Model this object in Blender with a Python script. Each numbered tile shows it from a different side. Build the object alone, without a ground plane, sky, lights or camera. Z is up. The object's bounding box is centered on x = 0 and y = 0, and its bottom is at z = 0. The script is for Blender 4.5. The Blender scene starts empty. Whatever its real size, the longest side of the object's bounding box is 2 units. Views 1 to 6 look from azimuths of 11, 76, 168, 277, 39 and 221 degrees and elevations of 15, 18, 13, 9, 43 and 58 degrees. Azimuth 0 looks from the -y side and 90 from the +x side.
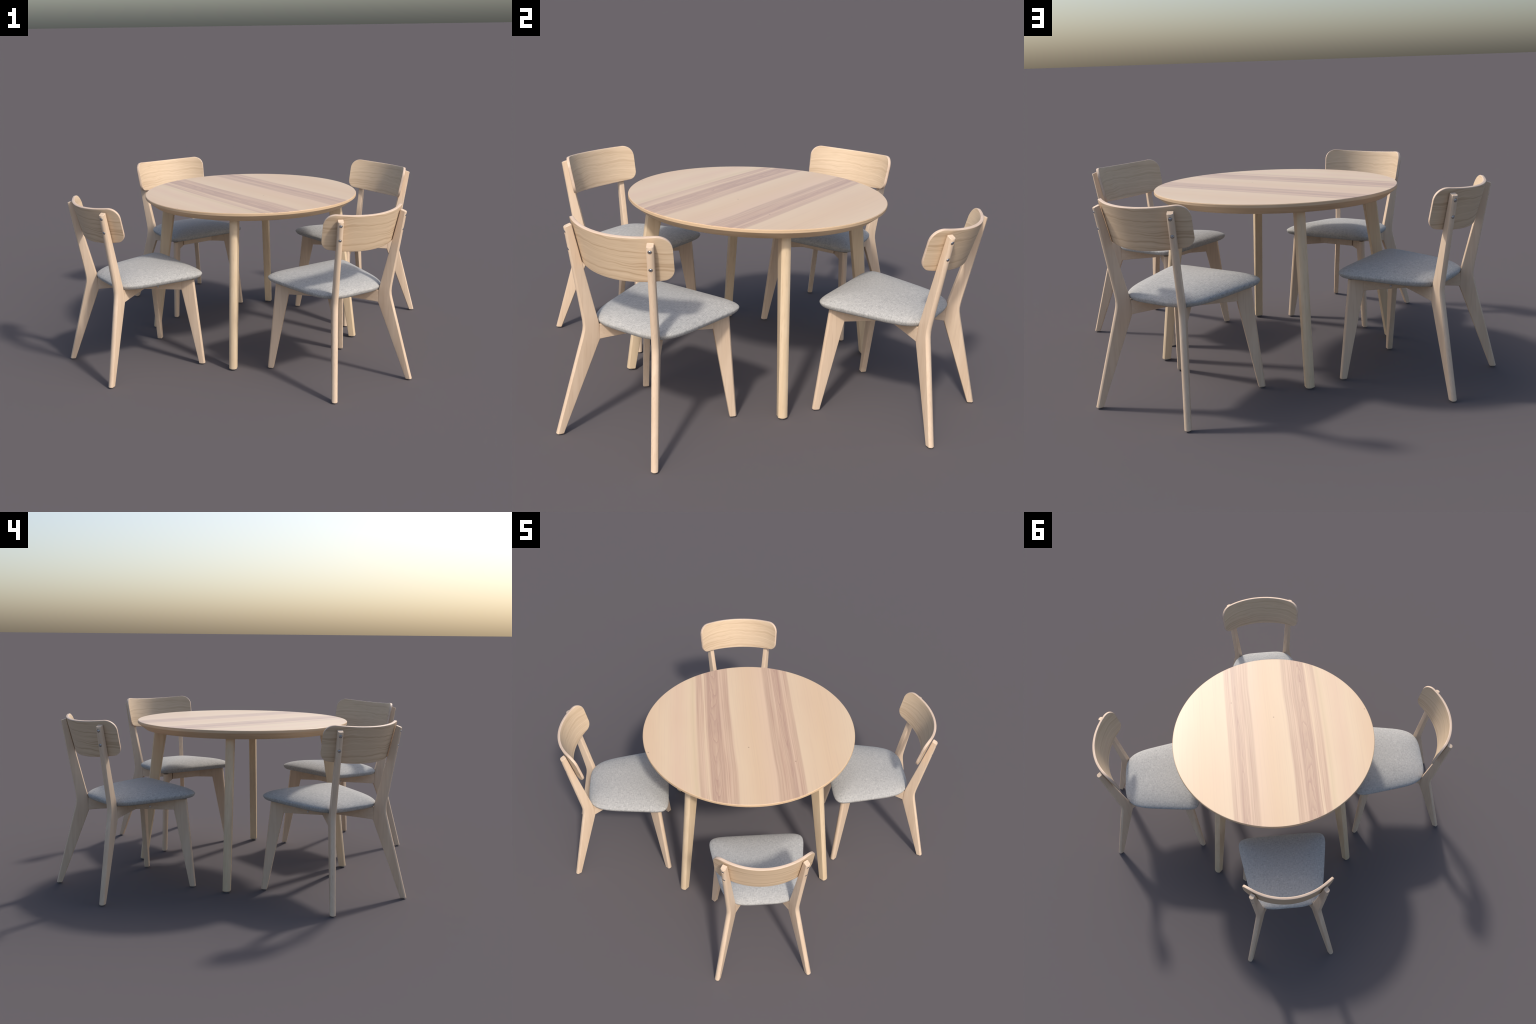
# Round pale-wood dining table with two dark heartwood stripes and four
# upholstered wooden chairs standing on its diagonals.
import bpy, bmesh, math
from mathutils import Vector, Matrix

# ------------------------------------------------------------------ helpers
def srgb(r, g, b):
    f = lambda c: (c / 255 / 12.92) if c / 255 <= 0.04045 else ((c / 255 + 0.055) / 1.055) ** 2.4
    return (f(r), f(g), f(b), 1.0)

class Graph:
    """tiny node-graph writer: every call makes one node and returns its output"""
    def __init__(self, name):
        self.mat = bpy.data.materials.new(name)
        self.mat.use_nodes = True
        self.t = self.mat.node_tree
        self.t.nodes.clear()
    def put(self, sock, v):
        if isinstance(v, bpy.types.NodeSocket):
            self.t.links.new(v, sock)
        elif v is not None:
            sock.default_value = v
    def coord(self):
        return self.t.nodes.new('ShaderNodeTexCoord').outputs['Object']
    def mapping(self, vec, loc=(0, 0, 0), rot=(0, 0, 0), scale=(1, 1, 1)):
        n = self.t.nodes.new('ShaderNodeMapping')
        self.put(n.inputs['Vector'], vec)
        n.inputs['Location'].default_value = loc
        n.inputs['Rotation'].default_value = rot
        n.inputs['Scale'].default_value = scale
        return n.outputs[0]
    def noise(self, vec, scale=1.0, detail=2.0, rough=0.5, dist=0.0):
        n = self.t.nodes.new('ShaderNodeTexNoise')
        self.put(n.inputs['Vector'], vec)
        n.inputs['Scale'].default_value = scale
        n.inputs['Detail'].default_value = detail
        n.inputs['Roughness'].default_value = rough
        n.inputs['Distortion'].default_value = dist
        return n.outputs['Fac']
    def math(self, op, a, b=None, c=None, clamp=False):
        n = self.t.nodes.new('ShaderNodeMath')
        n.operation = op
        n.use_clamp = clamp
        for i, v in enumerate((a, b, c)):
            if v is not None:
                self.put(n.inputs[i], v)
        return n.outputs[0]
    def split(self, vec):
        n = self.t.nodes.new('ShaderNodeSeparateXYZ')
        self.put(n.inputs[0], vec)
        return n.outputs
    def join(self, x, y, z):
        n = self.t.nodes.new('ShaderNodeCombineXYZ')
        for i, v in enumerate((x, y, z)):
            self.put(n.inputs[i], v)
        return n.outputs[0]
    def ramp(self, fac, stops, mode='LINEAR'):
        n = self.t.nodes.new('ShaderNodeValToRGB')
        self.put(n.inputs[0], fac)
        r = n.color_ramp
        r.interpolation = mode
        while len(r.elements) > 1:
            r.elements.remove(r.elements[-1])
        r.elements[0].position = stops[0][0]
        r.elements[0].color = stops[0][1]
        for p, c in stops[1:]:
            r.elements.new(p).color = c
        return n.outputs[0]
    def gray(self, fac, stops, mode='LINEAR'):
        return self.ramp(fac, [(p, (v, v, v, 1)) for p, v in stops], mode)
    def mix(self, fac, a, b, mode='MIX'):
        n = self.t.nodes.new('ShaderNodeMix')
        n.data_type = 'RGBA'
        n.blend_type = mode
        n.clamp_factor = True
        self.put(n.inputs[0], fac)
        self.put(n.inputs[6], a)
        self.put(n.inputs[7], b)
        return n.outputs[2]
    def bump(self, height, strength=0.1, distance=0.001):
        n = self.t.nodes.new('ShaderNodeBump')
        n.inputs['Strength'].default_value = strength
        n.inputs['Distance'].default_value = distance
        self.put(n.inputs['Height'], height)
        return n.outputs[0]
    def finish(self, color, rough=0.5, normal=None, metallic=0.0, spec=0.5, sheen=0.0, coat=0.0):
        b = self.t.nodes.new('ShaderNodeBsdfPrincipled')
        o = self.t.nodes.new('ShaderNodeOutputMaterial')
        self.put(b.inputs['Base Color'], color)
        self.put(b.inputs['Roughness'], rough)
        b.inputs['Metallic'].default_value = metallic
        b.inputs['Specular IOR Level'].default_value = spec
        b.inputs['Sheen Weight'].default_value = sheen
        b.inputs['Coat Weight'].default_value = coat
        if normal is not None:
            self.put(b.inputs['Normal'], normal)
        self.t.links.new(b.outputs[0], o.inputs[0])
        return self.mat

# ---------------------------------------------------------------- materials
def plain_wood(name, light, dark, pore, rough=0.5, axis=2, seed=0.0):
    """straight-grained pale solid wood; grain runs along one object axis"""
    g = Graph(name)
    co = g.coord()
    sc = [26.0, 26.0, 26.0]; sc[axis] = 1.6
    fine = [150.0, 150.0, 150.0]; fine[axis] = 7.0
    wide = g.noise(g.mapping(co, (seed, seed, seed), scale=sc), 1.0, 3.0, 0.5, 0.6)
    thin = g.noise(g.mapping(co, (seed + 3, seed, 1), scale=fine), 1.0, 2.0, 0.6, 0.2)
    blot = g.noise(co, 14.0, 2.0, 0.5)
    c = g.mix(g.gray(wide, [(0.35, 0.0), (0.68, 1.0)]), light, dark)
    c = g.mix(g.gray(thin, [(0.52, 0.0), (0.75, 0.55)]), c, pore)
    c = g.mix(g.gray(blot, [(0.4, 0.0), (0.7, 0.25)]), c, dark)
    return g.finish(c, rough, g.bump(thin, 0.06, 0.0006), spec=0.4)

BIRCH_L, BIRCH_D, BIRCH_P = srgb(228, 203, 176), srgb(218, 191, 163), srgb(206, 177, 149)
MAT_CHAIR = plain_wood('pale_birch', BIRCH_L, BIRCH_D, BIRCH_P, 0.48, 2, 1.3)
MAT_RAIL = plain_wood('pale_birch_rail', BIRCH_L, BIRCH_D, BIRCH_P, 0.5, 0, 4.1)
MAT_TLEG = plain_wood('honey_birch', srgb(227, 203, 170), srgb(218, 192, 157), srgb(208, 180, 145), 0.48, 2, 7.7)
MAT_PLY = plain_wood('plywood_edge', srgb(224, 198, 174), srgb(214, 187, 162), srgb(203, 175, 150), 0.5, 1, 2.2)

def table_edge_wood():
    g = Graph('honey_edge_band')
    co = g.coord()
    n = g.noise(g.mapping(co, scale=(5, 5, 90)), 1.0, 3.0, 0.5)
    c = g.mix(g.gray(n, [(0.35, 0.0), (0.7, 1.0)]), srgb(221, 190, 154), srgb(208, 176, 139))
    return g.finish(c, 0.5, spec=0.4)
MAT_EDGE = table_edge_wood()

def tabletop_veneer():
    """ash veneer: pale sapwood with two stripes of brown cathedral heartwood
    running along the object's y axis; x is the distance across the grain"""
    g = Graph('ash_veneer')
    co = g.coord()
    x, y, z = g.split(co)
    # slow wander of the grain lines
    wander = g.noise(g.mapping(co, scale=(1.5, 1.1, 1)), 1.0, 2.0, 0.5)
    xw = g.math('MULTIPLY_ADD', g.math('SUBTRACT', wander, 0.5), 0.045, x)
    fac = g.math('MULTIPLY_ADD', xw, 1 / 1.3, 0.5)
    P = lambda w: w / 1.3 + 0.5
    pale, warm, pink = srgb(226, 198, 164), srgb(223, 191, 155), srgb(224, 192, 161)
    olive = srgb(219, 193, 156)
    b1, b2, b3 = srgb(204, 172, 144), srgb(190, 157, 133), srgb(214, 182, 153)
    base = g.ramp(fac, [
        (P(-0.63), warm), (P(-0.50), pale), (P(-0.44), pink), (P(-0.36), pale), (P(-0.335), olive), (P(-0.318), pale),
        (P(-0.312), b1), (P(-0.285), b3), (P(-0.262), pale), (P(-0.250), b3), (P(-0.243), b2), (P(-0.205), b1),
        (P(-0.172), b2), (P(-0.160), b3), (P(-0.145), b3), (P(-0.130), b1), (P(-0.108), b1), (P(-0.098), pale),
        (P(0.02), warm), (P(0.118), pink), (P(0.130), b1), (P(0.168), b1), (P(0.182), b3), (P(0.205), b1),
        (P(0.228), b2), (P(0.245), b3), (P(0.262), b3), (P(0.270), b1), (P(0.284), b1), (P(0.292), pale),
        (P(0.45), warm), (P(0.63), pale)])
    # inside-the-stripe masks
    def band(c, half, soft):
        d = g.math('ABSOLUTE', g.math('SUBTRACT', xw, c))
        return g.math('DIVIDE', g.math('SUBTRACT', half + soft, d), soft, clamp=True)
    left = band(-0.206, 0.100, 0.012)
    right = band(0.208, 0.074, 0.010)
    stripes = g.math('MAXIMUM', left, right)
    # fine straight lines
    lines = g.noise(g.mapping(g.join(xw, y, 0.0), scale=(120, 1.3, 1)), 1.0, 3.0, 0.6, 0.0)
    lmask = g.math('MULTIPLY', g.gray(lines, [(0.48, 0.0), (0.66, 1.0)]), g.math('MULTIPLY_ADD', stripes, 0.62, 0.10))
    col = g.mix(lmask, base, srgb(186, 148, 126))
    light = g.math('MULTIPLY', g.gray(lines, [(0.30, 1.0), (0.44, 0.0)]), g.math('MULTIPLY', stripes, 0.45))
    col = g.mix(light, col, srgb(226, 194, 166))
    # nested cathedral arches in the heart of each stripe
    def arches(c, half, tilt, turns, curve, amp, seed):
        cx = g.math('MULTIPLY_ADD', y, tilt, c)
        u = g.math('DIVIDE', g.math('SUBTRACT', xw, cx), half)
        warp = g.noise(g.mapping(co, (seed, seed, 0), scale=(26, 7, 1)), 1.0, 2.0, 0.5)
        ph = g.math('MULTIPLY', g.math('MULTIPLY', u, u), curve)
        ph = g.math('MULTIPLY_ADD', y, turns, ph)
        ph = g.math('MULTIPLY_ADD', warp, amp, ph)
        saw = g.math('FRACT', ph)
        line = g.gray(saw, [(0.0, 0.1), (0.25, 0.25), (0.60, 0.8), (0.70, 1.0), (0.78, 0.0), (1.0, 0.1)])
        env = g.math('SUBTRACT', 1.0, g.math('POWER', g.math('ABSOLUTE', u), 4.0), clamp=True)
        fade = g.noise(g.mapping(co, (seed + 2, 5, 0), scale=(3, 2.3, 1)), 1.0, 1.0, 0.5)
        env = g.math('MULTIPLY', env, g.gray(fade, [(0.3, 0.35), (0.6, 1.0)]))
        return g.math('MULTIPLY', line, env)
    a1 = arches(-0.205, 0.043, 0.012, 6.5, -3.8, 2.6, 3.0)
    a2 = arches(0.214, 0.028, -0.008, 3.2, -4.6, 2.0, 8.0)
    col = g.mix(g.math('MULTIPLY', g.math('MAXIMUM', a1, a2), 0.74), col, srgb(172, 132, 118))
    # gentle blotches and a few pin knots
    blot = g.noise(g.mapping(co, scale=(9, 2.2, 1)), 1.0, 3.0, 0.55)
    col = g.mix(g.gray(blot, [(0.38, 0.0), (0.72, 0.35)]), col, srgb(218, 184, 152))
    def knot(px, py, r):
        d = g.math('POWER', g.math('ADD', g.math('POWER', g.math('SUBTRACT', x, px), 2.0),
                                   g.math('POWER', g.math('SUBTRACT', y, py), 2.0)), 0.5)
        return g.math('DIVIDE', g.math('SUBTRACT', r, d), r, clamp=True)
    for px, py, r in ((-0.015, -0.16, 0.006), (-0.606, -0.166, 0.006), (0.25, -0.30, 0.006)):
        col = g.mix(g.math('MULTIPLY', knot(px, py, r), 0.9), col, srgb(140, 104, 84))
    return g.finish(col, 0.34, g.bump(lines, 0.03, 0.0005), spec=0.5)
MAT_TOP = tabletop_veneer()

def backrest_veneer(name, bold):
    """oak-like veneer, grain running sideways (object y), z across the grain"""
    g = Graph(name)
    co = g.coord()
    x, y, z = g.split(co)
    warp = g.noise(g.mapping(co, (2.0 if bold else 6.3, 0, 0), scale=(0.0, 5.5 if bold else 8.0, 9.0)), 1.0, 2.0, 0.5)
    zw = g.math('MULTIPLY_ADD', g.math('SUBTRACT', warp, 0.5), 0.055 if bold else 0.030, z)
    flat = g.join(g.math('MULTIPLY', y, 1.0), zw, 0.0)
    rings = g.noise(g.mapping(flat, (0, 0.4 if bold else 1.7, 0), scale=(1.3, 78, 1)), 1.0, 3.0, 0.55)
    pores = g.noise(g.mapping(flat, scale=(12, 330, 1)), 1.0, 2.0, 0.6)
    c = g.mix(g.gray(rings, [(0.30, 0.0), (0.62, 0.8)]), srgb(222, 197, 166), srgb(207, 180, 148))
    c = g.mix(g.math('MULTIPLY', g.gray(rings, [(0.55, 0.0), (0.64, 1.0), (0.72, 0.2)]), 0.55 if bold else 0.25), c, srgb(180, 149, 117))
    c = g.mix(g.math('MULTIPLY', g.gray(pores, [(0.50, 0.0), (0.68, 1.0)]), 0.28 if bold else 0.42), c, srgb(188, 158, 125))
    return g.finish(c, 0.5, g.bump(pores, 0.08, 0.0006), spec=0.4)
MAT_BACK_REAR = backrest_veneer('backrest_veneer_rear', True)
MAT_BACK_FRONT = backrest_veneer('backrest_veneer_front', False)

def fabric():
    """light grey melange weave"""
    g = Graph('grey_melange_fabric')
    co = g.coord()
    warp = g.noise(g.mapping(co, scale=(55, 430, 60)), 1.0, 2.0, 0.6)
    weft = g.noise(g.mapping(co, (5, 2, 1), scale=(430, 55, 60)), 1.0, 2.0, 0.6)
    yarn = g.math('MULTIPLY', g.math('ADD', warp, weft), 0.5)
    cloud = g.noise(co, 45.0, 3.0, 0.6)
    c = g.ramp(yarn, [(0.36, srgb(148, 147, 144)), (0.47, srgb(173, 171, 167)), (0.57, srgb(185, 183, 178)), (0.7, srgb(202, 199, 193))])
    c = g.mix(g.gray(cloud, [(0.35, 0.0), (0.7, 0.35)]), c, srgb(167, 165, 162))
    return g.finish(c, 0.95, g.bump(yarn, 0.18, 0.0010), spec=0.15, sheen=0.06)
MAT_FABRIC = fabric()

def simple(name, col, rough, metallic=0.0):
    g = Graph(name)
    n = g.noise(g.coord(), 60.0, 2.0, 0.5)
    c = g.mix(g.gray(n, [(0.3, 0.0), (0.7, 0.4)]), col, tuple(v * 0.8 for v in col[:3]) + (1,))
    return g.finish(c, rough, metallic=metallic)
MAT_STEEL = simple('zinc_steel', (0.62, 0.64, 0.67, 1), 0.28, 1.0)
MAT_SOCKET_PLATE = simple('dark_socket_plate', (0.30, 0.31, 0.33, 1), 0.4, 0.9)
MAT_GLIDE = simple('glide_plastic', (0.30, 0.31, 0.32, 1), 0.6)

# ------------------------------------------------------------ mesh builders
def mesh_from(name, verts, faces, mats, smooth=True, angle=35.0, index=None):
    me = bpy.data.meshes.new(name)
    me.from_pydata([tuple(v) for v in verts], [], faces)
    for m in mats:
        me.materials.append(m)
    if index:
        for p, i in zip(me.polygons, index):
            p.material_index = i
    bm = bmesh.new()
    bm.from_mesh(me)
    bmesh.ops.recalc_face_normals(bm, faces=bm.faces)
    for e in bm.edges:
        e.smooth = len(e.link_faces) == 2 and e.calc_face_angle(0.0) < math.radians(angle)
    for f in bm.faces:
        f.smooth = smooth
    bm.to_mesh(me)
    bm.free()
    return me

def loft(rings, cap=True):
    """closed rings of equal length, joined into a tube with end caps"""
    n = len(rings[0])
    verts = [p for r in rings for p in r]
    faces = []
    for i in range(len(rings) - 1):
        for j in range(n):
            k = (j + 1) % n
            faces.append((i * n + j, i * n + k, (i + 1) * n + k, (i + 1) * n + j))
    if cap:
        faces.append(tuple(reversed(range(n))))
        faces.append(tuple(range((len(rings) - 1) * n, len(rings) * n)))
    return verts, faces

def lerp_profile(pts, z):
    """piecewise-linear lookup of (z, value) control points"""
    for (z0, v0), (z1, v1) in zip(pts, pts[1:]):
        if z <= z1:
            return v0 + (v1 - v0) * (z - z0) / (z1 - z0) if z1 > z0 else v1
    return pts[-1][1]

def plank_section(inner, outer, bulge, t, r=0.0035, chamfer=0.0):
    """section of a leg: flat plank, softly rounded inner corners and an outer
    edge that swells into a shallow arc.  Returns (along, across) pairs."""
    h = t / 2
    s = []
    for k in range(4):                              # inner corner, + side
        a = math.radians(180 - 90 * k / 3)
        s.append((inner + r + r * math.cos(a), h - r + r * math.sin(a)))
    n = 10                                          # swelling outer edge
    for k in range(n + 1):
        w = 1 - 2 * k / n
        s.append((outer + bulge * (1 - abs(w) ** 2.3), h * w))
    for k in range(4):                              # inner corner, - side
        a = math.radians(-90 - 90 * k / 3)
        s.append((inner + r + r * math.cos(a), -h + r + r * math.sin(a)))
    return s

def add(me, name, parent, col=None):
    ob = bpy.data.objects.new(name, me)
    bpy.context.scene.collection.objects.link(ob)
    ob.parent = parent
    return ob

def apply_boolean(target_me, cutters, name):
    tmp = bpy.data.objects.new('tmp_body', target_me)
    bpy.context.scene.collection.objects.link(tmp)
    cs = []
    for c in cutters:
        co = bpy.data.objects.new('tmp_cutter', c)
        bpy.context.scene.collection.objects.link(co)
        cs.append(co)
        m = tmp.modifiers.new('cut', 'BOOLEAN')
        m.operation = 'DIFFERENCE'
        m.object = co
        m.solver = 'EXACT'
    bpy.context.view_layer.update()
    dg = bpy.context.evaluated_depsgraph_get()
    out = bpy.data.meshes.new_from_object(tmp.evaluated_get(dg))
    out.name = name
    for o in cs + [tmp]:
        bpy.data.objects.remove(o)
    return out

def disc_stack(radii_z, n, frame=Matrix.Identity(4)):
    rings = []
    for r, z in radii_z:
        rings.append([frame @ Vector((r * math.cos(2 * math.pi * k / n), r * math.sin(2 * math.pi * k / n), z)) for k in range(n)])
    return loft(rings)

# ------------------------------------------------------------------- CHAIR
# local frame: x = away from the table (towards the chair's back), y = sideways, z up.
# The legs are planks standing on the diagonals of the seat, so each leg has its
# own vertical plane: 'along' runs outwards in that plane, 'across' is the thickness.
LEG_T = 0.0285
BACK_DIR = Vector((0.848, 0.530, 0.0))
BACK_NRM = Vector((-0.530, 0.848, 0.0))
def back_plane(h, q, z, side):
    """point of the back-leg plank; the plank leans in by 1.7 degrees"""
    n = -0.384 - 0.0297 * z + LEG_T / 2 + q
    p = BACK_DIR * h + BACK_NRM * n
    return Vector((p.x, p.y * side, z))

BACK_INNER = [(0.0, 1.0750), (0.4315, 0.911), (0.4325, 0.9105), (0.503, 0.9130), (0.9575, 1.0240)]
BACK_OUTER = [(0.0, 1.0990), (0.455, 0.9805), (0.480, 0.9752), (0.500, 0.9738), (0.520, 0.9752), (0.545, 0.9787), (0.9575, 1.0490)]
BULGE = 0.0075

def back_leg_mesh(side):
    zs = [0.003, 0.006, 0.012] + [0.06 * k for k in range(1, 8)] + [0.4325, 0.445, 0.455, 0.468, 0.480, 0.490, 0.500, 0.503, 0.510, 0.520, 0.532, 0.545] \
         + [0.60 + 0.06 * k for k in range(5)] + [0.90, 0.93]
    rings = []
    for z in sorted(set(round(v, 4) for v in zs)):
        a, b = lerp_profile(BACK_INNER, z), lerp_profile(BACK_OUTER, z)
        ch = 0.0025 * max(0.0, 1 - (z - 0.003) / 0.003) if z < 0.006 else 0.0
        sec = plank_section(a + ch, b - ch, BULGE, LEG_T - 2 * ch)
        rings.append([back_plane(h, q, z, side) for h, q in sec])
    # slanted top end, cut square to the post, with a softened rim
    def top(drop, ch):
        out = []
        a, b = lerp_profile(BACK_INNER, 0.9575), lerp_profile(BACK_OUTER, 0.9575)
        for h, q in plank_section(a + ch, b - ch, BULGE, LEG_T - 2 * ch):
            z = 0.9572 - drop - 0.36 * (h - a)
            dh = -0.20 * (0.9575 - z)
            out.append(back_plane(h + dh, q, z, side))
        return out
    rings.append(top(0.0016, 0.0))
    rings.append(top(0.0, 0.0012))
    v, f = loft(rings)
    body = mesh_from('back_leg', v, f, [MAT_CHAIR])
    cutters = [screw_part(side, z, [(0.0088, 0.0), (0.0088, 0.03)], -0.0062, 16)[0] for z in SCREW_Z]
    out = apply_boolean(body, cutters, 'back_leg')
    bm = bmesh.new(); bm.from_mesh(out)
    for e in bm.edges:
        e.smooth = len(e.link_faces) == 2 and e.calc_face_angle(0.0) < math.radians(33)
    for fc in bm.faces:
        fc.smooth = True
    bm.to_mesh(out); bm.free()
    return out

SCREW_Z = (0.9265, 0.8500)
def screw_frame(side, z, depth):
    h = lerp_profile(BACK_OUTER, z) + BULGE + depth
    c = back_plane(h, 0.0, z, side)
    d = Vector((BACK_DIR.x, BACK_DIR.y * side, -0.17)).normalized()
    return Matrix.Translation(c) @ d.to_track_quat('Z', 'Y').to_matrix().to_4x4()
def screw_part(side, z, prof, depth, n, mat=MAT_CHAIR, name='screw'):
    v, f = disc_stack(prof, n, screw_frame(side, z, depth))
    return mesh_from(name, v, f, [mat]), None

def back_arm_mesh(side):
    """the rail piece that runs forward from the back leg, in the leg's own plane"""
    rings = []
    N = 14
    for k in range(N + 1):
        h = 0.9125 + (0.655 - 0.9125) * k / N
        t = k / N
        zb = 0.4330 + 0.0115 * min(1.0, (t / 0.85)) ** 0.8
        zt = 0.5022
        r = 0.002
        th = LEG_T / 2 - 0.0004 - 0.005 * t
        sec = [(-th, zb + r), (-th + r, zb), (th - r, zb), (th, zb + r), (th, zt - r), (th - r, zt), (-th + r, zt), (-th, zt - r)]
        rings.append([back_plane(h, q - 0.005 * t, z, side) for q, z in sec])
    return mesh_from('seat_rail', *loft(rings), [MAT_RAIL])

FRONT_DIR = Vector((-0.725, 0.688, 0.0))
FRONT_NRM = Vector((0.688, 0.725, 0.0))
def front_plane(u, q, z, side):
    p = FRONT_DIR * u + FRONT_NRM * (0.573 - LEG_T / 2 + q)
    return Vector((p.x, p.y * side, z))
FRONT_INNER = [(0.0, -0.2306), (0.4475, -0.3215), (0.4485, -0.3217), (0.512, -0.3217)]
FRONT_OUTER = [(0.0, -0.2050), (0.512, -0.2560)]

def front_leg_mesh(side):
    zs = [0.003, 0.006, 0.012] + [0.06 * k for k in range(1, 8)] + [0.4475, 0.4485, 0.48, 0.509]
    rings = []
    for z in zs:
        a, b = lerp_profile(FRONT_INNER, z), lerp_profile(FRONT_OUTER, z)
        ch = 0.0025 * max(0.0, 1 - (z - 0.003) / 0.003) if z < 0.006 else 0.0
        rings.append([front_plane(u, q, z, side) for u, q in plank_section(a + ch, b - ch, BULGE, LEG_T - 2 * ch)])
    return mesh_from('front_leg', *loft(rings), [MAT_CHAIR])

def front_arm_mesh(side):
    rings = []
    N = 10
    dz = 0.0012 if side < 0 else 0.0
    for k in range(N + 1):
        u = -0.3205 + (-0.606 + 0.3205) * k / N
        zb = 0.4480 - 0.0035 * k / N + dz
        zt = 0.5040 - dz
        r, th = 0.002, LEG_T / 2 - 0.0004
        sec = [(-th, zb + r), (-th + r, zb), (th - r, zb), (th, zb + r), (th, zt - r), (th - r, zt), (-th + r, zt), (-th, zt - r)]
        rings.append([front_plane(u, q, z, side) for q, z in sec])
    return mesh_from('seat_rail', *loft(rings), [MAT_RAIL])

def cross_rail_mesh():
    """short rail between the two front arms"""
    rings = []
    r = 0.003
    for y in (-0.100, -0.05, 0.0, 0.05, 0.100):
        cut = 0.010 if abs(y) > 0.09 else 0.0
        x0, x1, z0, z1 = 0.669, 0.697, 0.4515, 0.5005
        sg = 1 if y > 0 else -1
        sec = [(x0, z0 + r, 1), (x0 + r, z0, 1), (x1 - r, z0, -1), (x1, z0 + r, -1), (x1, z1 - r, -1), (x1 - r, z1, -1), (x0 + r, z1, 1), (x0, z1 - r, 1)]
        rings.append([Vector((a, y + sg * cut * d, z)) for a, z, d in sec])
    return mesh_from('cross_rail', *loft(rings), [MAT_RAIL])

# backrest: bent shell, a slice of a tilted cylinder with rounded corners
TILT = math.radians(15.6)
BR_R, BR_T, BR_V = 0.3737, 0.0155, 0.2040
BR_TOP = Vector((1.1297, 0.0, 0.9675))
def backrest_mesh():
    up = Vector((math.sin(TILT), 0, math.cos(TILT)))
    out = Vector((math.cos(TILT), 0, -math.sin(TILT)))
    org = BR_TOP - up * BR_V
    th_max, rt, rb = 0.780, 0.066, 0.042
    smax = th_max * BR_R
    cols = []
    for k in range(13):
        a = math.pi / 2 * k / 12
        cols.append(smax - rt + rt * math.sin(a))
    inner = [(-1 + 2 * k / 36) * (smax - rt) for k in range(1, 36)]
    ss = sorted([-c for c in cols] + inner + cols)
    rows = 18
    def vrange(s):
        a = abs(s)
        top, bot = BR_V, 0.0
        if a > smax - rt:
            top = BR_V - rt + math.sqrt(max(0, rt * rt - (a - smax + rt) ** 2))
        if a > smax - rb:
            bot = rb - math.sqrt(max(0, rb * rb - (a - smax + rb) ** 2))
        return bot, top
    def pos(s, v, off):
        k = 1 - 0.055 * (1 - v / BR_V)
        th = s * k / BR_R
        r = BR_R + off
        lift = -0.35 * (v / BR_V) * BR_R * (1 - math.cos(th)) * math.sin(TILT)      # rim stays almost level
        return org + up * (v + lift) + out * (r * math.cos(th) - BR_R) + Vector((0, r * math.sin(th), 0))
    verts, faces, idx = [], [], []
    n = len(ss)
    for off in (-BR_T / 2, BR_T / 2):
        for s in ss:
            b, t = vrange(s)
            for j in range(rows + 1):
                verts.append(pos(s, b + (t - b) * j / rows, off))
    R = rows + 1
    S = n * R
    for i in range(n - 1):
        for j in range(rows):
            q = (i * R + j, (i + 1) * R + j, (i + 1) * R + j + 1, i * R + j + 1)
            faces.append(q); idx.append(1)
            faces.append(tuple(S + v for v in reversed(q))); idx.append(0)
    rim = [i * R for i in range(n)] + [(n - 1) * R + j for j in range(1, R)] \
        + [i * R + rows for i in range(n - 2, -1, -1)] + [j for j in range(rows - 1, 0, -1)]
    for a, b in zip(rim, rim[1:] + rim[:1]):
        faces.append((a, b, S + b, S + a)); idx.append(2)
    me = mesh_from('backrest', verts, faces, [MAT_BACK_REAR, MAT_BACK_FRONT, MAT_PLY], index=idx)
    # soften the rim
    bm = bmesh.new(); bm.from_mesh(me)
    sharp = [e for e in bm.edges if len(e.link_faces) == 2 and e.calc_face_angle(0.0) > math.radians(50)]
    bmesh.ops.bevel(bm, geom=sharp, offset=0.0028, segments=3, profile=0.5, affect='EDGES', material=2)
    for f in bm.faces:
        f.smooth = True
    for e in bm.edges:
        e.smooth = e.calc_face_angle(0.0) < math.radians(40) if len(e.link_faces) == 2 else True
    bm.to_mesh(me); bm.free()
    return me

# seat cushion: rounded trapezium, domed top, tucked-in underside
def seat_outline(count=176):
    """closed outline of the cushion: a superellipse whose half-width shrinks towards
    the back, squarer at the front than at the back, resampled at even spacing"""
    xm, lf, lb = 0.7500, 0.2405, 0.2520
    pts = []
    D = 6000
    for k in range(D):
        t = 2 * math.pi * k / D
        c, sn = math.cos(t), math.sin(t)
        e = 2 / (4.2 if c > 0 else 8.5)
        x = xm + (lb if c > 0 else lf) * math.copysign(abs(c) ** e, c)
        w = 0.2575 - 0.160 * (x - 0.70)
        pts.append(Vector((x, w * math.copysign(abs(sn) ** e, sn))))
    acc = [0.0]
    for a, b in zip(pts, pts[1:] + pts[:1]):
        acc.append(acc[-1] + (b - a).length)
    out, i = [], 0
    for k in range(count):
        d = acc[-1] * k / count
        while acc[i + 1] < d:
            i += 1
        f = (d - acc[i]) / max(1e-9, acc[i + 1] - acc[i])
        p = pts[i].lerp(pts[(i + 1) % D], f)
        out.append((p.x, p.y))
    return out

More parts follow.
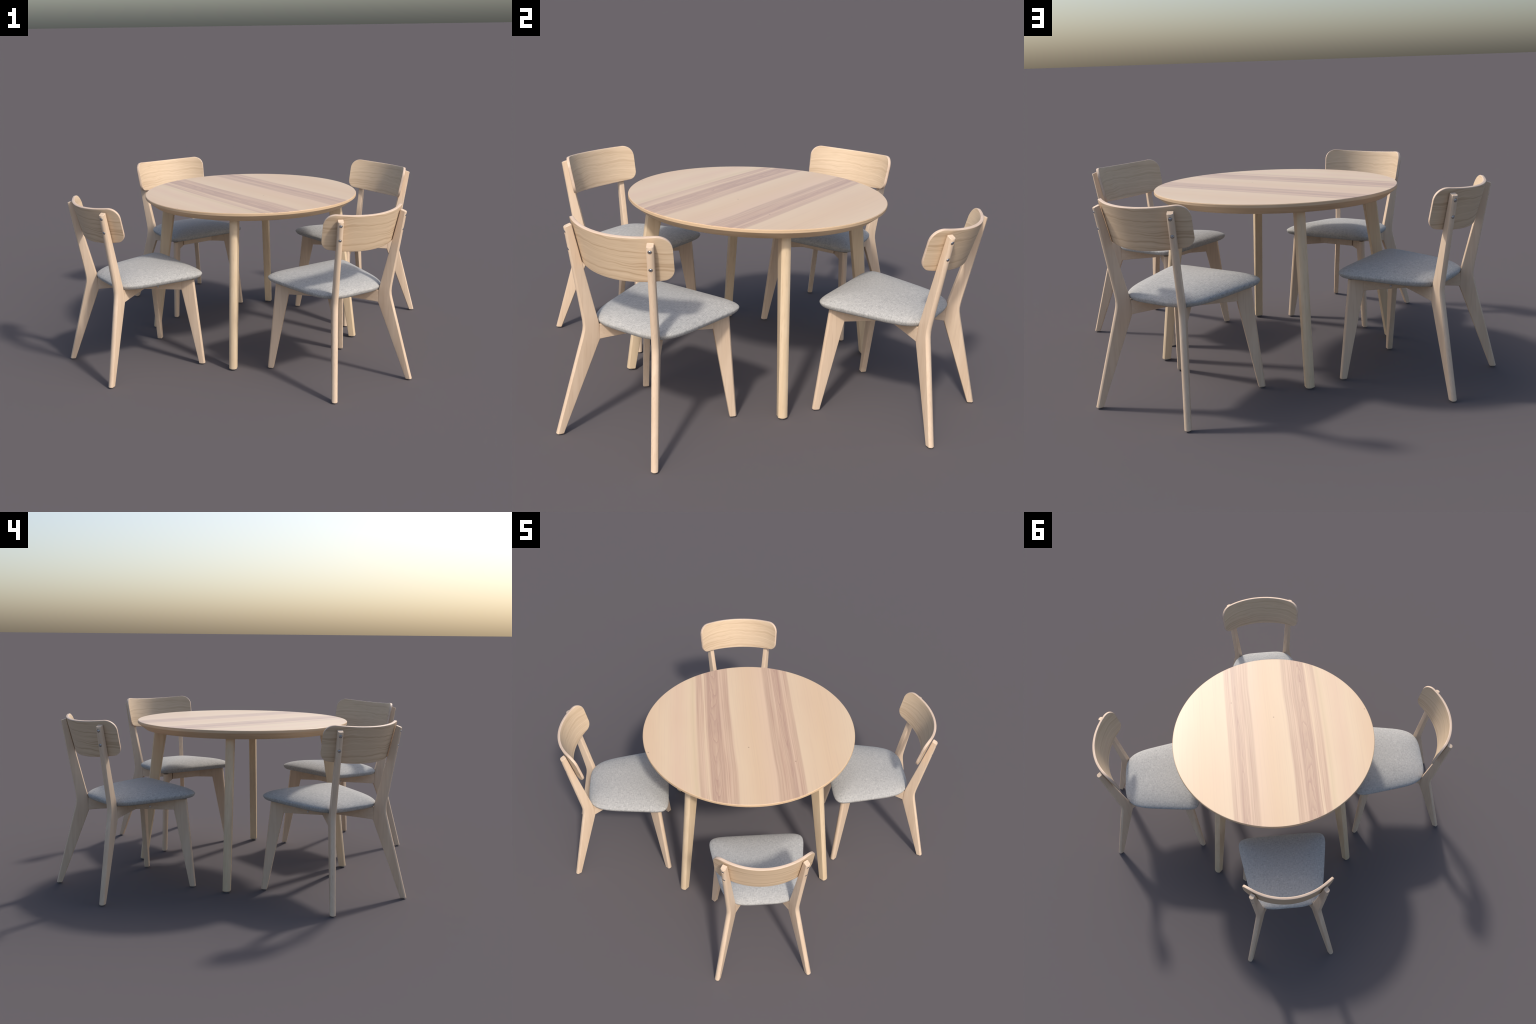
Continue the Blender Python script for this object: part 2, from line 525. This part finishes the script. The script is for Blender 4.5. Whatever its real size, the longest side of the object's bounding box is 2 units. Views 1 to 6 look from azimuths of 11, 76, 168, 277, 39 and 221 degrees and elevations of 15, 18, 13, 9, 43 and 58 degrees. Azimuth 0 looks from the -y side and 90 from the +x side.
def seat_mesh():
    loop = seat_outline()
    cx, cy = 0.750, 0.0
    zeq = lambda x: 0.5435 - 0.021 * (x - 0.51) / 0.49
    rings = []
    # underside -> lower rim -> equator
    for s, dz in ((0.03, -0.0245), (0.5, -0.0245), (0.86, -0.0245), (0.915, -0.0238), (0.944, -0.0220), (0.963, -0.0190), (0.978, -0.0150), (0.989, -0.0100), (0.9965, -0.005)):
        rings.append((s, dz))
    H = 0.0508
    M = 30
    for k in range(M + 1):
        a = math.pi / 2 * k / M
        s = math.cos(a)
        rings.append((max(s, 0.03), H * (1 - s ** 2.75) ** 0.64))
    verts = []
    n = len(loop)
    R = []
    for s, dz in rings:
        R.append([Vector((cx + s * (x - cx), cy + s * (y - cy), zeq(cx + s * (x - cx)) + dz)) for x, y in loop])
    v, f = loft(R)
    return mesh_from('seat_cushion', v, f, [MAT_FABRIC], angle=60)

def screw_mesh(side, z, which):
    if which == 'head':
        prof = [(0.0077, 0.0), (0.0077, 0.0022), (0.0070, 0.0040), (0.0054, 0.0052), (0.0036, 0.0057)]
        return screw_part(side, z, prof, -0.0061, 20, MAT_STEEL, 'screw')[0]
    prof = [(0.0027, 0.0), (0.0027, 0.0009)]  # dark hex plate added on the head, no socket is cut
    return screw_part(side, z, prof, -0.0061 + 0.0050, 6, MAT_SOCKET_PLATE, 'screw_socket_plate')[0]

def rail_bolt_mesh(side):
    c = Vector((0.7215, 0.0965 * side, 0.4625))
    d = Vector((FRONT_NRM.x, FRONT_NRM.y * side, 0))
    M = Matrix.Translation(c + d * 0.0045) @ d.to_track_quat('Z', 'Y').to_matrix().to_4x4()
    return mesh_from('rail_bolt', *disc_stack([(0.0052, 0.0), (0.0052, 0.0045), (0.004, 0.0055)], 14, M), [MAT_STEEL])

def glide_mesh(c, r):
    M = Matrix.Translation(c)
    return mesh_from('floor_glide', *disc_stack([(r, 0.0), (r, 0.0038)], 18, M), [MAT_GLIDE])

CHAIR_MESHES = {}
for sd in (1, -1):
    CHAIR_MESHES[sd] = dict(
        back_leg=back_leg_mesh(sd), front_leg=front_leg_mesh(sd), back_arm=back_arm_mesh(sd), front_arm=front_arm_mesh(sd),
        screws=[(screw_mesh(sd, z, 'head'), screw_mesh(sd, z, 'socket_plate')) for z in SCREW_Z], bolt=rail_bolt_mesh(sd),
        back_glide=glide_mesh(back_plane(1.0895, 0, 0, sd), 0.0085), front_glide=glide_mesh(front_plane(-0.2165, 0, 0, sd), 0.0085))
ME_BACK, ME_SEAT, ME_CROSS = backrest_mesh(), seat_mesh(), cross_rail_mesh()

PUSH = 0.0035          # distance added between chair and table
def make_chair(angle, offset):
    root = bpy.data.objects.new('dining_chair', None)
    bpy.context.scene.collection.objects.link(root)
    root.location = (offset[0] + PUSH * math.cos(angle), offset[1] + PUSH * math.sin(angle), 0)
    root.rotation_euler = (0, 0, angle)
    root['label'] = 'pale birch dining chair with grey padded seat and curved backrest'
    root['category'] = 'chair'
    for sd in (1, -1):
        m = CHAIR_MESHES[sd]
        bl = add(m['back_leg'], 'back_leg', root)
        for head, socket_plate in m['screws']:
            add(head, 'screw', bl)
            add(socket_plate, 'screw_socket_plate', bl)
        add(m['back_glide'], 'floor_glide', bl)
        fl = add(m['front_leg'], 'front_leg', root)
        add(m['front_glide'], 'floor_glide', fl)
        add(m['back_arm'], 'seat_rail', root)
        fr = add(m['front_arm'], 'seat_rail', root)
        add(m['bolt'], 'rail_bolt', fr)
    add(ME_CROSS, 'cross_rail', root)
    add(ME_BACK, 'backrest', root)
    add(ME_SEAT, 'seat_cushion', root)
    return root

# the four chairs stand on the diagonals, each nudged a few millimetres
for ang, off in ((-45, (0.0048, -0.0032)), (45, (0.0, -0.008)), (135, (-0.003, 0.005)), (225, (0.006, 0.001))):
    make_chair(math.radians(ang), off)

# ------------------------------------------------------------------- TABLE
TOP_R, TOP_Z = 0.6415, 0.9105
table = bpy.data.objects.new('dining_table', None)
bpy.context.scene.collection.objects.link(table)
table.location = (-0.009, 0.0085, 0)
table['label'] = 'round pale ash dining table with brown heartwood stripes'
table['category'] = 'table'

def ring_solid(name, profile, n, mats, angle=30):
    """revolve a closed (radius, z) profile around the z axis"""
    verts, faces = [], []
    m = len(profile)
    for k in range(n):
        a = 2 * math.pi * k / n
        for r, z in profile:
            verts.append((r * math.cos(a), r * math.sin(a), z))
    for k in range(n):
        k2 = (k + 1) % n
        for j in range(m):
            j2 = (j + 1) % m
            faces.append((k * m + j, k2 * m + j, k2 * m + j2, k * m + j2))
    return mesh_from(name, verts, faces, mats, angle=angle)

# veneered top panel; its mesh is turned so that the grain runs along its own y axis
def top_mesh():
    n = 192
    prof = [(0.02, TOP_Z - 0.004), (TOP_R - 0.0022, TOP_Z - 0.004), (TOP_R - 0.0022, TOP_Z - 0.0006), (TOP_R - 0.0030, TOP_Z), (0.3, TOP_Z), (0.02, TOP_Z)]
    v, f = disc_stack(prof, n)
    return mesh_from('tabletop', v, f, [MAT_TOP], angle=25)
top = add(top_mesh(), 'tabletop', table)
top.rotation_euler = (0, 0, math.radians(45))     # local x -> across the grain (1,1), local y -> (-1,1)

edge_prof = [(TOP_R - 0.0023, TOP_Z - 0.0018), (TOP_R - 0.0008, TOP_Z - 0.0022), (TOP_R, TOP_Z - 0.0034), (TOP_R, TOP_Z - 0.0150), (TOP_R - 0.0012, TOP_Z - 0.0167),
             (0.598, 0.8605), (0.596, 0.8590), (0.592, 0.8585), (0.470, 0.8585), (0.466, 0.862), (0.466, TOP_Z - 0.0045), (TOP_R - 0.0023, TOP_Z - 0.0045)]
add(ring_solid('tabletop_rim', edge_prof, 192, [MAT_EDGE]), 'tabletop_rim', table)
add(mesh_from('underside_panel', *disc_stack([(0.4655, TOP_Z - 0.020), (0.4655, TOP_Z - 0.0046)], 96), [MAT_EDGE]), 'underside_panel', table)

T_LEG = 0.0435
def table_leg_mesh():
    rings = []
    for z in [0.005, 0.0085, 0.014] + [0.12 * k for k in range(1, 7)] + [0.80, 0.8585]:
        outer = 0.6455 - 0.1185 * z
        inner = 0.6135 - 0.1615 * z
        ch = 0.003 * max(0.0, 1 - (z - 0.005) / 0.0035) if z < 0.0085 else 0.0
        rings.append([Vector((h, q, z)) for h, q in plank_section(inner + ch, outer - ch, 0.0100, T_LEG - 2 * ch, 0.003)])
    return mesh_from('table_leg', *loft(rings), [MAT_TLEG])
ME_TLEG = table_leg_mesh()
ME_TGLIDE = mesh_from('floor_glide', *disc_stack([(0.0135, 0.0), (0.0145, 0.002), (0.0145, 0.006)], 20, Matrix.Translation((0.633, 0, 0))), [MAT_GLIDE])
for k in range(4):
    lg = add(ME_TLEG, 'table_leg', table)
    lg.rotation_euler = (0, 0, math.pi / 2 * k + math.radians(0.75))
    add(ME_TGLIDE, 'floor_glide', lg)
